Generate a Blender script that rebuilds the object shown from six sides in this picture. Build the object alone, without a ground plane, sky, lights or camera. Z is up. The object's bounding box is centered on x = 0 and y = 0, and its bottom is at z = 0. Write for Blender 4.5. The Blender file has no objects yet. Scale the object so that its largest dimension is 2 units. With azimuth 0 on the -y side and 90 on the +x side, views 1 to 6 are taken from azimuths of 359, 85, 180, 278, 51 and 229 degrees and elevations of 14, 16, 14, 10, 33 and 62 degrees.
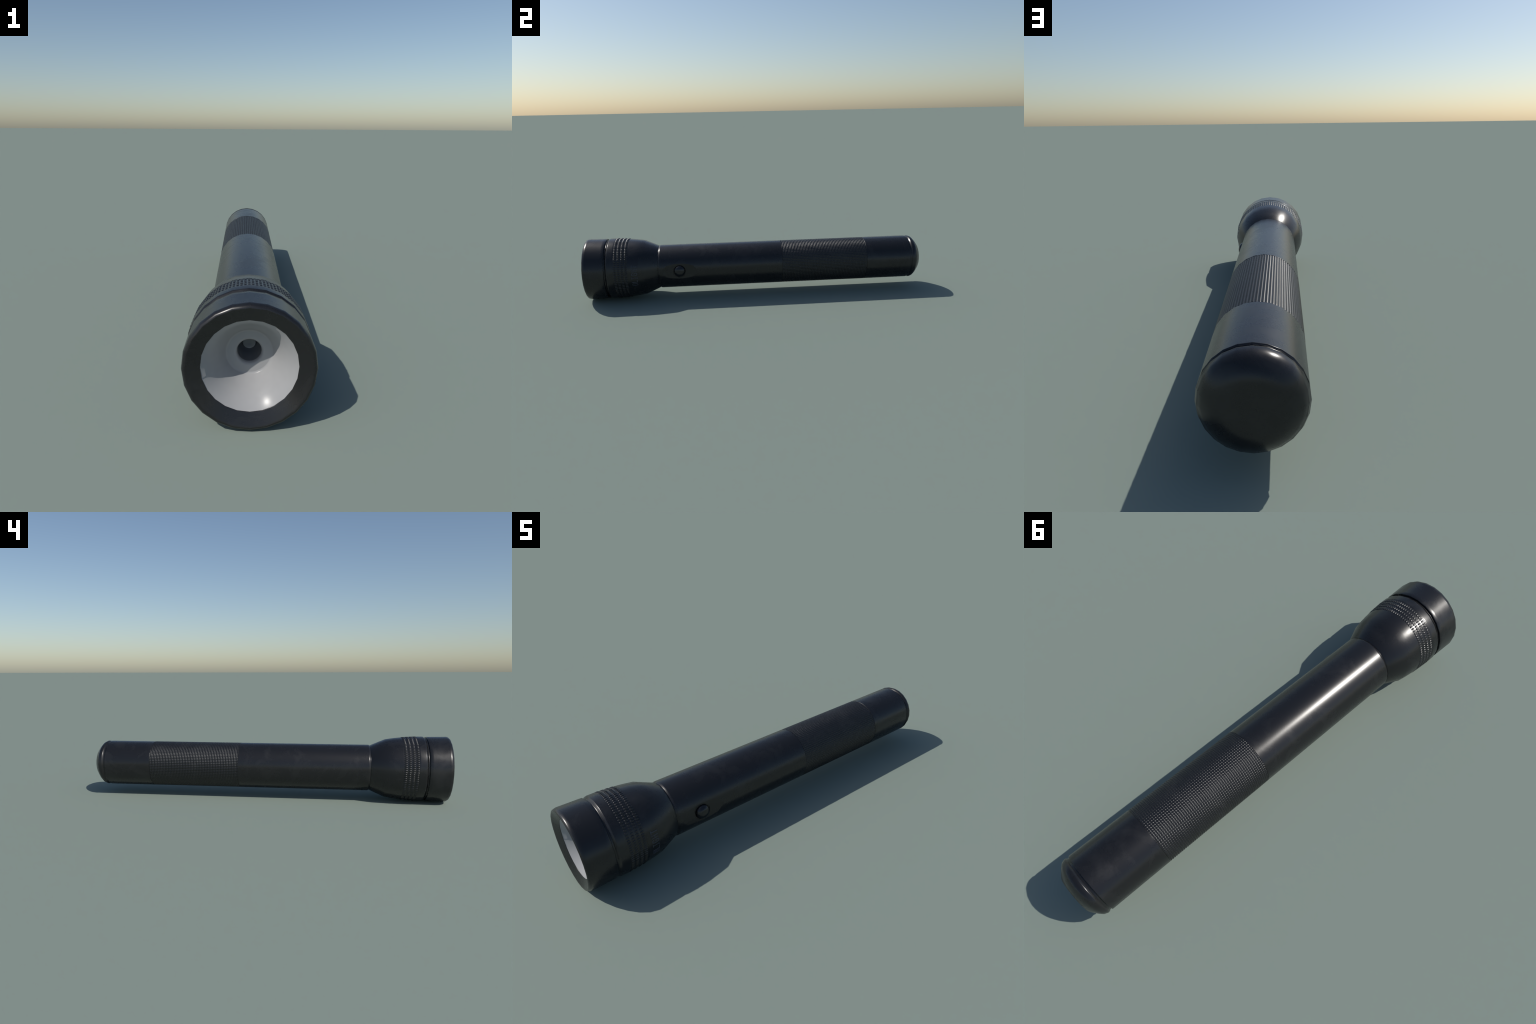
"""A long black metal flashlight lying on its side, lamp end towards -y."""
import bpy, bmesh, math
from mathutils import Vector

AXIS_Z = 0.1797          # height of the optical axis above the ground
SIDES = 24               # the turned parts are 24-sided

# ------------------------------------------------------------------ helpers
def on_axis(radius, angle, y):
    """Point on a circle around the axis; angle 0 = +x, 90 deg = up."""
    return Vector((radius * math.cos(angle), y, AXIS_Z + radius * math.sin(angle)))


def profile_normals(profile, closed=False):
    """Outward (ny, nr) at each profile point, neighbours weighted by length."""
    n = len(profile)
    segs = []
    for i in range(n if closed else n - 1):
        (y0, r0), (y1, r1) = profile[i], profile[(i + 1) % n]
        dy, dr = y1 - y0, r1 - r0
        segs.append(Vector((-dr, dy)))            # rotated segment, length kept
    out = []
    for i in range(n):
        s = Vector((0.0, 0.0))
        if i > 0 or closed:
            s += segs[i - 1]
        if i < n - 1 or closed:
            s += segs[i % len(segs)]
        out.append(s.normalized() if s.length > 0 else Vector((0.0, 1.0)))
    return out


def turned(name, profile, material, sides=SIDES, cap_start=False, cap_end=False, tilt={}, facet={}):
    """Solid of revolution. The profile runs so that its left side looks out."""
    verts, faces, norms = [], [], []
    pn = profile_normals(profile)
    for i, deg in tilt.items():        # smoother shading: lean of the normal towards +y
        pn[i] = Vector((math.sin(math.radians(deg)), math.cos(math.radians(deg))))
    for row, ((y, r), n) in enumerate(zip(profile, pn)):
        w = facet.get(row, 0.0)        # 1: this ring follows the flats of the 24-sided parts
        for k in range(sides):
            a = 2 * math.pi * k / sides
            d = (a % (2 * math.pi / SIDES)) - math.pi / SIDES
            flat = math.cos(math.pi / SIDES) / math.cos(d)
            verts.append(on_axis(r * (1 + w * (flat - 1)), a, y))
            norms.append(Vector((n[1] * math.cos(a), n[0], n[1] * math.sin(a))))
    for i in range(len(profile) - 1):
        for k in range(sides):
            k2 = (k + 1) % sides
            faces.append((i * sides + k, i * sides + k2, (i + 1) * sides + k2, (i + 1) * sides + k))
    for flag, row, sign in ((cap_start, 0, -1), (cap_end, len(profile) - 1, 1)):
        if flag:
            y = profile[row][0]
            c = len(verts)
            verts.append(Vector((0, y, AXIS_Z)))
            norms.append(Vector((0, sign, 0)))
            for k in range(sides):
                k2 = (k + 1) % sides
                tri = (row * sides + k, row * sides + k2, c)
                faces.append(tri if sign > 0 else tri[::-1])
    me = bpy.data.meshes.new(name)
    me.from_pydata(verts, [], faces)
    me.validate()
    # make every face look to the side its vertex normals point to
    bm = bmesh.new(); bm.from_mesh(me); bm.verts.ensure_lookup_table()
    for f in bm.faces:
        s = sum((norms[v.index] for v in f.verts), Vector())
        if f.normal.dot(s) < 0:
            f.normal_flip()
    bm.to_mesh(me); bm.free()
    me.shade_smooth()
    me.normals_split_custom_set_from_vertices(norms)
    me.materials.append(material)
    return add(name, me)


def add(name, me):
    ob = bpy.data.objects.new(name, me)
    bpy.context.scene.collection.objects.link(ob)
    return ob


def under(child, parent):
    child.parent = parent
    return child


def lerp_profile(profile, y):
    for (y0, r0), (y1, r1) in zip(profile, profile[1:]):
        if y0 <= y <= y1:
            return r0 + (r1 - r0) * (y - y0) / (y1 - y0 + 1e-12)
    return profile[-1][1]


# ---------------------------------------------------------------- materials
def node(nt, kind, **inputs):
    n = nt.nodes.new(kind)
    for k, v in inputs.items():
        key = k.replace("_", " ")
        if key in n.inputs:
            n.inputs[key].default_value = v
    return n


def black_metal(name, base=(0.0105, 0.0105, 0.0115), dust=(0.026, 0.026, 0.027),
                rough=(0.27, 0.42), bump=0.02):
    """Black anodised aluminium: smudges and fine dust, faint grain."""
    m = bpy.data.materials.new(name); m.use_nodes = True
    nt = m.node_tree; nt.nodes.clear(); L = nt.links.new
    out = nt.nodes.new("ShaderNodeOutputMaterial")
    p = nt.nodes.new("ShaderNodeBsdfPrincipled")
    L(p.outputs[0], out.inputs[0])
    tc = nt.nodes.new("ShaderNodeTexCoord")
    # broad smudges
    n1 = node(nt, "ShaderNodeTexNoise", Scale=9.0, Detail=8.0, Roughness=0.68, Distortion=0.5)
    r1 = nt.nodes.new("ShaderNodeMapRange")
    r1.inputs["From Min"].default_value = 0.50; r1.inputs["From Max"].default_value = 0.74
    # fine specks and scuffs
    n2 = node(nt, "ShaderNodeTexNoise", Scale=150.0, Detail=4.0, Roughness=0.7)
    r2 = nt.nodes.new("ShaderNodeMapRange")
    r2.inputs["From Min"].default_value = 0.56; r2.inputs["From Max"].default_value = 0.76
    mul = nt.nodes.new("ShaderNodeMath"); mul.operation = 'MULTIPLY'
    mixf = nt.nodes.new("ShaderNodeMath"); mixf.operation = 'MULTIPLY_ADD'
    mixf.inputs[1].default_value = 0.55
    col = nt.nodes.new("ShaderNodeMix"); col.data_type = 'RGBA'
    col.inputs["A"].default_value = (*base, 1); col.inputs["B"].default_value = (*dust, 1)
    for n in (n1, n2):
        L(tc.outputs["Object"], n.inputs["Vector"])
    L(n1.outputs["Fac"], r1.inputs["Value"]); L(n2.outputs["Fac"], r2.inputs["Value"])
    L(r1.outputs[0], mul.inputs[0]); L(r2.outputs[0], mul.inputs[1])
    L(r1.outputs[0], mixf.inputs[0]); L(mul.outputs[0], mixf.inputs[2])
    L(mixf.outputs[0], col.inputs["Factor"]); L(col.outputs["Result"], p.inputs["Base Color"])
    rr = nt.nodes.new("ShaderNodeMapRange")
    rr.inputs["To Min"].default_value = rough[0]; rr.inputs["To Max"].default_value = rough[1]
    L(mixf.outputs[0], rr.inputs["Value"]); L(rr.outputs[0], p.inputs["Roughness"])
    if bump:
        b = nt.nodes.new("ShaderNodeBump")
        b.inputs["Strength"].default_value = bump; b.inputs["Distance"].default_value = 0.002
        L(n2.outputs["Fac"], b.inputs["Height"]); L(b.outputs[0], p.inputs["Normal"])
    return m


def plain(name, colour, rough, metallic=0.0, spec=0.5):
    m = bpy.data.materials.new(name); m.use_nodes = True
    nt = m.node_tree
    p = nt.nodes["Principled BSDF"]
    p.inputs["Metallic"].default_value = metallic
    p.inputs["Specular IOR Level"].default_value = spec
    tc = nt.nodes.new("ShaderNodeTexCoord")
    n = node(nt, "ShaderNodeTexNoise", Scale=40.0, Detail=4.0)
    nt.links.new(tc.outputs["Object"], n.inputs["Vector"])
    mx = nt.nodes.new("ShaderNodeMix"); mx.data_type = 'RGBA'
    mx.inputs["A"].default_value = (*[c * 0.96 for c in colour], 1)
    mx.inputs["B"].default_value = (*[c * 1.04 for c in colour], 1)
    nt.links.new(n.outputs["Fac"], mx.inputs["Factor"])
    nt.links.new(mx.outputs["Result"], p.inputs["Base Color"])
    p.inputs["Roughness"].default_value = rough
    return m


BODY = black_metal("black_anodised_metal")
GRIP = black_metal("black_knurled_metal", rough=(0.30, 0.42), bump=0.0)
RUBBER = black_metal("black_rubber", base=(0.010, 0.010, 0.011), rough=(0.22, 0.32), bump=0.0)
LETTER = plain("engraved_grey", (0.042, 0.047, 0.060), 0.5)  # base colour lightened and blued to paint in the sky's reflection on the letters
SILVER = plain("reflector_silver", (0.33, 0.33, 0.335), 0.25, spec=0.14)
SOCKET = plain("socket_dark_grey", (0.16, 0.165, 0.175), 0.35)
BULB = plain("bulb_grey", (0.20, 0.21, 0.225), 0.2)

# ------------------------------------------------------------------ profiles
# (y, radius), lamp end first
BEZEL = [(-0.9800, 0.1305), (-0.9816, 0.1300), (-0.9825, 0.1308), (-0.9842, 0.1345), (-0.998, 0.163),
         (-0.9998, 0.1680), (-1.0, 0.1700), (-0.9975, 0.1745), (-0.993, 0.1775), (-0.986, 0.1792),
         (-0.982, 0.1794), (-0.898, 0.1776), (-0.882, 0.1771), (-0.8795, 0.1766), (-0.8788, 0.1755), (-0.8788, 0.166)]
HEAD_SKIN = [(-0.8600, 0.1783), (-0.832, 0.1783), (-0.8265, 0.1780), (-0.8258, 0.1770),
             (-0.805, 0.1757), (-0.775, 0.1741), (-0.7432, 0.1717), (-0.7425, 0.1727),
             (-0.705, 0.1684), (-0.661, 0.1614), (-0.583, 0.1276)]
HEAD = [(-0.884, 0.1703), (-0.8740, 0.1703), (-0.8728, 0.1706), (-0.8705, 0.1714), (-0.8630, 0.1768)] + HEAD_SKIN + \
       [(-0.5795, 0.1262), (-0.5785, 0.1240), (-0.5785, 0.115)]
HEAD_TILT = {5 + 8: 7.5, 5 + 9: 17.0, 5 + 10: 30.0}
HEAD_TILT[5 + 7] = 5.0
HEAD_TILT.update({3: -40.0, 4: -36.0, 5: -2.0})
GRIP_Y0, GRIP_Y1 = 0.1515, 0.6610
TUBE_R = 0.1288
BARREL = [(-0.60, 0.1245), (-0.5785, 0.1246), (-0.5765, 0.1252), (-0.5712, 0.1284), (-0.5680, TUBE_R),
          (-0.30, TUBE_R),
          (GRIP_Y0 - 0.0016, TUBE_R), (GRIP_Y0 - 0.0006, 0.1281), (GRIP_Y0, 0.1244),
          (GRIP_Y1, 0.1244), (GRIP_Y1 + 0.0006, 0.1281), (GRIP_Y1 + 0.0016, TUBE_R),
          (0.9270, TUBE_R), (0.9295, 0.1281), (0.9304, 0.1238), (0.9420, 0.1238)]
CAP = [(0.9375, 0.1150), (0.9375, 0.1230), (0.9382, 0.1240), (0.9438, 0.1284), (0.9475, 0.1292),
       (0.9620, 0.1236), (0.9750, 0.1110), (0.9880, 0.0945), (0.9970, 0.0815),
       (0.9990, 0.0600), (0.9998, 0.0300)]


# ------------------------------------------------------------------ the thing
torch = bpy.data.objects.new("flashlight", None)
bpy.context.scene.collection.objects.link(torch)
torch["label"] = "long black metal flashlight with knurled grip lying down"
torch["category"] = "flashlight"

bezel = under(turned("bezel", BEZEL, BODY, tilt={11: 0.0, 12: 14.0, 13: 45.0}), torch)
head = under(turned("head", HEAD, BODY, tilt=HEAD_TILT), torch)

# --- reflector cup, ring, socket and bulb inside the bezel
cup = [(-0.9813, 0.1306), (-0.9670, 0.1200), (-0.9450, 0.1056), (-0.9170, 0.0872), (-0.8900, 0.0680)]
cup = cup + [(-0.8875, 0.0645), (-0.8860, 0.0622), (-0.8856, 0.0600), (-0.8856, 0.0430),
             (-0.8848, 0.0400), (-0.8825, 0.0372), (-0.8790, 0.0348), (-0.870, 0.0336)]
# seen from inside: the profile runs the other way round
reflector = under(turned("reflector", cup[::-1], SILVER, sides=96,
                         tilt={len(cup) - 1 - i: 180 + d for i, d in enumerate((50, 46, 40, 35, 31))},
                         facet={len(cup) - 1: 1.0, len(cup) - 2: 0.5}), torch)
socket = under(turned("bulb_socket", [(-0.810, 0.0050), (-0.810, 0.0325), (-0.868, 0.0335), (-0.8720, 0.0337)],
                      SOCKET, sides=48), reflector)
bulb = under(turned("bulb", [(-0.811, 0.0205), (-0.818, 0.0205), (-0.8215, 0.0185), (-0.8215, 0.0165),
                             (-0.820, 0.0140), (-0.8205, 0.006)][::-1],
                    BULB, sides=48, cap_start=True), reflector)


# --- raised studs, four rows around the head
def stud_band():
    rows, around = 4, 98
    y_first, pitch = -0.7545, 0.0205
    half_y, half_a, height = 0.0090, 0.0047, 0.0024
    steps = [(1.0, -0.0004), (0.95, 0.0003), (0.90, 0.16), (0.66, 0.84), (0.50, 1.0)]
    seg = 12
    verts, faces = [], []
    for j in range(rows):
        yc = y_first - j * pitch
        for i in range(around):
            a0 = 2 * math.pi * (i + 0.5) / around
            base = len(verts)
            for s, h in steps:
                for k in range(seg):
                    t = 2 * math.pi * k / seg
                    y = yc + half_y * s * math.sin(t)
                    r = lerp_profile(HEAD_SKIN, y)
                    a = a0 + half_a * s * math.cos(t) / r
                    # follow the flat of the 24-sided head
                    d = (a % (2 * math.pi / SIDES)) - math.pi / SIDES
                    rr = r * math.cos(math.pi / SIDES) / math.cos(d)
                    verts.append(on_axis(rr + (h if h < 0.001 else height * h), a, y))
            r = lerp_profile(HEAD_SKIN, yc)
            d = (a0 % (2 * math.pi / SIDES)) - math.pi / SIDES
            verts.append(on_axis(r * math.cos(math.pi / SIDES) / math.cos(d) + height, a0, yc))
            top = len(verts) - 1
            for q in range(len(steps) - 1):
                for k in range(seg):
                    k2 = (k + 1) % seg
                    faces.append((base + q * seg + k, base + (q + 1) * seg + k,
                                  base + (q + 1) * seg + k2, base + q * seg + k2))
            q = base + (len(steps) - 1) * seg
            for k in range(seg):
                faces.append((q + k, top, q + (k + 1) % seg))
    me = bpy.data.meshes.new("stud")
    me.from_pydata(verts, [], faces)
    bm = bmesh.new(); bm.from_mesh(me)
    c = Vector((0, 0, AXIS_Z))
    for f in bm.faces:
        v = f.calc_center_median() - c; v.y = 0
        if f.normal.dot(v) < 0:
            f.normal_flip()
    bm.to_mesh(me); bm.free()
    me.shade_smooth()
    me.materials.append(GRIP)
    ob = add("stud", me)
    ob["kind"] = "stuff"
    return ob


under(stud_band(), head)


# --- raised lettering, drawn with strokes on a 1 x 1.6 cell
GLYPHS = {
    "O": [[(.12, .25), (.12, 1.35), (.30, 1.55), (.70, 1.55), (.88, 1.35), (.88, .25), (.70, .05), (.30, .05), (.12, .25)]],
    "L": [[(.15, 1.6), (.15, .05), (.92, .05)]],
    "I": [[(.15, 1.55), (.85, 1.55)], [(.5, 1.55), (.5, .05)], [(.15, .05), (.85, .05)]],
    "G": [[(.90, 1.30), (.72, 1.55), (.30, 1.55), (.10, 1.35), (.10, .25), (.30, .05), (.70, .05), (.90, .22), (.90, .78), (.55, .78)]],
    "H": [[(.12, 1.6), (.12, 0)], [(.88, 1.6), (.88, 0)], [(.12, .82), (.88, .82)]],
    "T": [[(.05, 1.55), (.95, 1.55)], [(.5, 1.55), (.5, 0)]],
}


def lettering(word):
    cell = 0.0158                      # glyph width along the circumference
    tall = 0.0300                      # glyph height along the axis
    pitch = math.radians(7.35)
    a_start = math.radians(-22.6)
    y_foot = -0.6935
    half = 0.0019
    verts, faces = [], []

    def place(u, v, lift):
        y = y_foot - v / 1.6 * tall
        r = lerp_profile(HEAD_SKIN, y)
        a = a_here + u * cell / 0.168
        d = (a % (2 * math.pi / SIDES)) - math.pi / SIDES
        return on_axis(r * math.cos(math.pi / SIDES) / math.cos(d) + lift, a, y)

    for n, ch in enumerate(word):
        a_here = a_start + n * pitch
        for stroke in GLYPHS[ch]:
            for (u0, v0), (u1, v1) in zip(stroke, stroke[1:]):
                # work in metres along the stroke, extend by the half width
                sx, sy = cell, tall / 1.6
                dx, dy = (u1 - u0) * sx, (v1 - v0) * sy
                ln = math.hypot(dx, dy); dx /= ln; dy /= ln
                ex, ey = dx * half * 0.8, dy * half * 0.8
                px, py = -dy * half, dx * half
                parts = max(1, int(ln / 0.003))
                b = len(verts)
                for i in range(parts + 1):
                    t = i / parts
                    x = (u0 * sx - ex) + ((u1 - u0) * sx + 2 * ex) * t
                    y = (v0 * sy - ey) + ((v1 - v0) * sy + 2 * ey) * t
                    for side, lift in ((1.15, -0.0006), (0.85, 0.0011), (-0.85, 0.0011), (-1.15, -0.0006)):
                        verts.append(place((x + px * side) / sx, (y + py * side) / sy,
                                           lift + (1e-5 * (len(verts) % 7) if lift > 0 else 0)))
                for i in range(parts):
                    for q in range(3):
                        faces.append((b + i * 4 + q, b + i * 4 + q + 1, b + i * 4 + q + 5, b + i * 4 + q + 4))
                faces.append((b, b + 1, b + 2, b + 3))
                e = b + parts * 4
                faces.append((e + 3, e + 2, e + 1, e))
    me = bpy.data.meshes.new("lettering")
    me.from_pydata(verts, [], faces)
    bm = bmesh.new(); bm.from_mesh(me)
    bmesh.ops.recalc_face_normals(bm, faces=bm.faces)
    for f in bm.faces:
        v = f.calc_center_median() - Vector((0, 0, AXIS_Z)); v.y = 0
        if f.normal.dot(v.normalized()) < -0.02:
            f.normal_flip()
    bm.to_mesh(me); bm.free()
    me.materials.append(LETTER)
    return add("lettering", me)


under(lettering("OLIGHT"), head)

# --- barrel with a milled flat and a round well for the push button
SWITCH_Y = -0.455
barrel = under(turned("barrel", BARREL, BODY), torch)
CUT = BODY.copy(); CUT.name = "black_anodised_metal_milled"


def cutter(name, verts, faces):
    me = bpy.data.meshes.new(name); me.from_pydata(verts, [], faces)
    bm = bmesh.new(); bm.from_mesh(me)
    bmesh.ops.recalc_face_normals(bm, faces=bm.faces)
    bm.to_mesh(me); bm.free()
    me.materials.append(CUT)
    return add(name, me)


def prism(name, ring0, ring1):
    n = len(ring0)
    faces = [(i, (i + 1) % n, n + (i + 1) % n, n + i) for i in range(n)]
    faces += [tuple(range(n))[::-1], tuple(range(n, 2 * n))]
    return cutter(name, ring0 + ring1, faces)


FLAT_X, FLAT_LEN = 0.1196, 0.108
BEND = (TUBE_R - FLAT_X) / FLAT_LEN ** 2
edge = [(FLAT_X + BEND * (0.16 * t) ** 2, SWITCH_Y + 0.16 * t) for t in [i / 24 - 1 for i in range(49)]]
edge = edge + [(0.2, SWITCH_Y + 0.16), (0.2, SWITCH_Y - 0.16)]
edge = [(x, y) for x, y in edge if True]
mill = prism("mill", [Vector((x, y, AXIS_Z - 0.1)) for x, y in edge], [Vector((x, y, AXIS_Z + 0.1)) for x, y in edge])
WELL_R = 0.0382
circ = [(WELL_R * math.cos(t), WELL_R * math.sin(t)) for t in [2 * math.pi * i / 48 for i in range(48)]]
well = prism("well", [Vector((0.1172, SWITCH_Y + c, AXIS_Z + s)) for c, s in circ],
             [Vector((0.2, SWITCH_Y + c, AXIS_Z + s)) for c, s in circ])
# close the barrel so that the cuts are clean
bm = bmesh.new(); bm.from_mesh(barrel.data)
bmesh.ops.holes_fill(bm, edges=[e for e in bm.edges if e.is_boundary], sides=0)
bmesh.ops.recalc_face_normals(bm, faces=bm.faces)
bm.to_mesh(barrel.data); bm.free()
barrel.data.materials.append(CUT)
for c in (mill, well):
    md = barrel.modifiers.new("cut", 'BOOLEAN'); md.operation = 'DIFFERENCE'; md.object = c
    md.solver = 'EXACT'; md.material_mode = 'TRANSFER'
dg = bpy.context.evaluated_depsgraph_get()
cut_mesh = bpy.data.meshes.new_from_object(barrel.evaluated_get(dg))
barrel.modifiers.clear(); barrel.data = cut_mesh; cut_mesh.name = "barrel"
for c in (mill, well):
    bpy.data.objects.remove(c)
barrel_n = list(zip(BARREL, profile_normals(BARREL)))
cut_mesh.shade_smooth()
loop_normals = [None] * len(cut_mesh.loops)
for poly in cut_mesh.polygons:
    milled = cut_mesh.materials[poly.material_index].name.startswith(CUT.name)
    for li in poly.loop_indices:
        p = cut_mesh.vertices[cut_mesh.loops[li].vertex_index].co
        if milled:
            if abs(poly.normal.x) > 0.9 and poly.center.x > 0.1185:
                loop_normals[li] = Vector((1, -2 * BEND * (p.y - SWITCH_Y), 0)).normalized()
            else:
                loop_normals[li] = poly.normal.copy()
            continue
        a = math.atan2(p.z - AXIS_Z, p.x); r = math.hypot(p.z - AXIS_Z, p.x)
        if abs(poly.normal.y) > 0.99:
            loop_normals[li] = poly.normal.copy(); continue
        best = min(barrel_n, key=lambda q: (q[0][0] - p.y) ** 2 + (q[0][1] - r) ** 2)
        near = (best[0][0] - p.y) ** 2 + (best[0][1] - r) ** 2 < 1e-7
        n = best[1] if near else Vector((0, 1))
        loop_normals[li] = Vector((n[1] * math.cos(a), n[0], n[1] * math.sin(a)))
cut_mesh.normals_split_custom_set(loop_normals)

# domed push button
BUTTON_R = 0.0342
rows = [(0.104, BUTTON_R), (0.1170, BUTTON_R), (0.1190, BUTTON_R * 0.985)]
for i in range(1, 9):
    t = i / 8 * math.pi / 2
    rows.append((0.1190 + 0.0240 * math.sin(t), BUTTON_R * 0.985 * math.cos(t) ** 0.8 if i < 8 else 0.0))
verts, faces = [], []
SEG = 40
for x, r in rows[:-1]:
    for k in range(SEG):
        t = 2 * math.pi * k / SEG
        verts.append((x, SWITCH_Y + r * math.cos(t), AXIS_Z + r * math.sin(t)))
for i in range(len(rows) - 2):
    for k in range(SEG):
        k2 = (k + 1) % SEG
        faces.append((i * SEG + k, i * SEG + k2, (i + 1) * SEG + k2, (i + 1) * SEG + k))
verts.append((rows[-1][0], SWITCH_Y, AXIS_Z))
for k in range(SEG):
    faces.append(((len(rows) - 2) * SEG + k, (len(rows) - 2) * SEG + (k + 1) % SEG, len(verts) - 1))
me = bpy.data.meshes.new("push_button"); me.from_pydata(verts, [], faces)
me.shade_smooth(); me.materials.append(RUBBER)
under(add("push_button", me), barrel)


# --- knurled grip: a sleeve of small flat-topped pyramids
def knurled_sleeve():
    around, along, fine = 84, 56, 6
    top_r, depth = 0.1284, 0.0024
    level = [0.0, 0.62, 1.0, 1.0, 1.0, 0.62]
    na, ny = around * fine, along * fine
    verts, faces = [], []
    for j in range(ny + 1):
        y = GRIP_Y0 + 0.0002 + (GRIP_Y1 - GRIP_Y0 - 0.0004) * j / ny
        lj = level[(j + 1) % fine]
        for i in range(na):
            h = min(lj, level[i % fine])
            verts.append(on_axis(top_r - depth * (1 - h), 2 * math.pi * i / na, y))
    for j in range(ny):
        for i in range(na):
            i2 = (i + 1) % na
            faces.append((j * na + i, (j + 1) * na + i, (j + 1) * na + i2, j * na + i2))
    me = bpy.data.meshes.new("knurled_grip")
    me.from_pydata(verts, [], faces)
    if me.polygons[0].normal.dot(me.polygons[0].center - Vector((0, me.polygons[0].center.y, AXIS_Z))) < 0:
        me.flip_normals()
    me.shade_smooth()
    me.materials.append(GRIP)
    return add("knurled_grip", me)


under(knurled_sleeve(), barrel)

tail = under(turned("tail_cap", CAP, BODY, cap_end=True, tilt={2: -42.0, 3: -34.0, 4: -2.0, 5: 22.0, 6: 48.0, 7: 60.0, 8: 72.0}), torch)
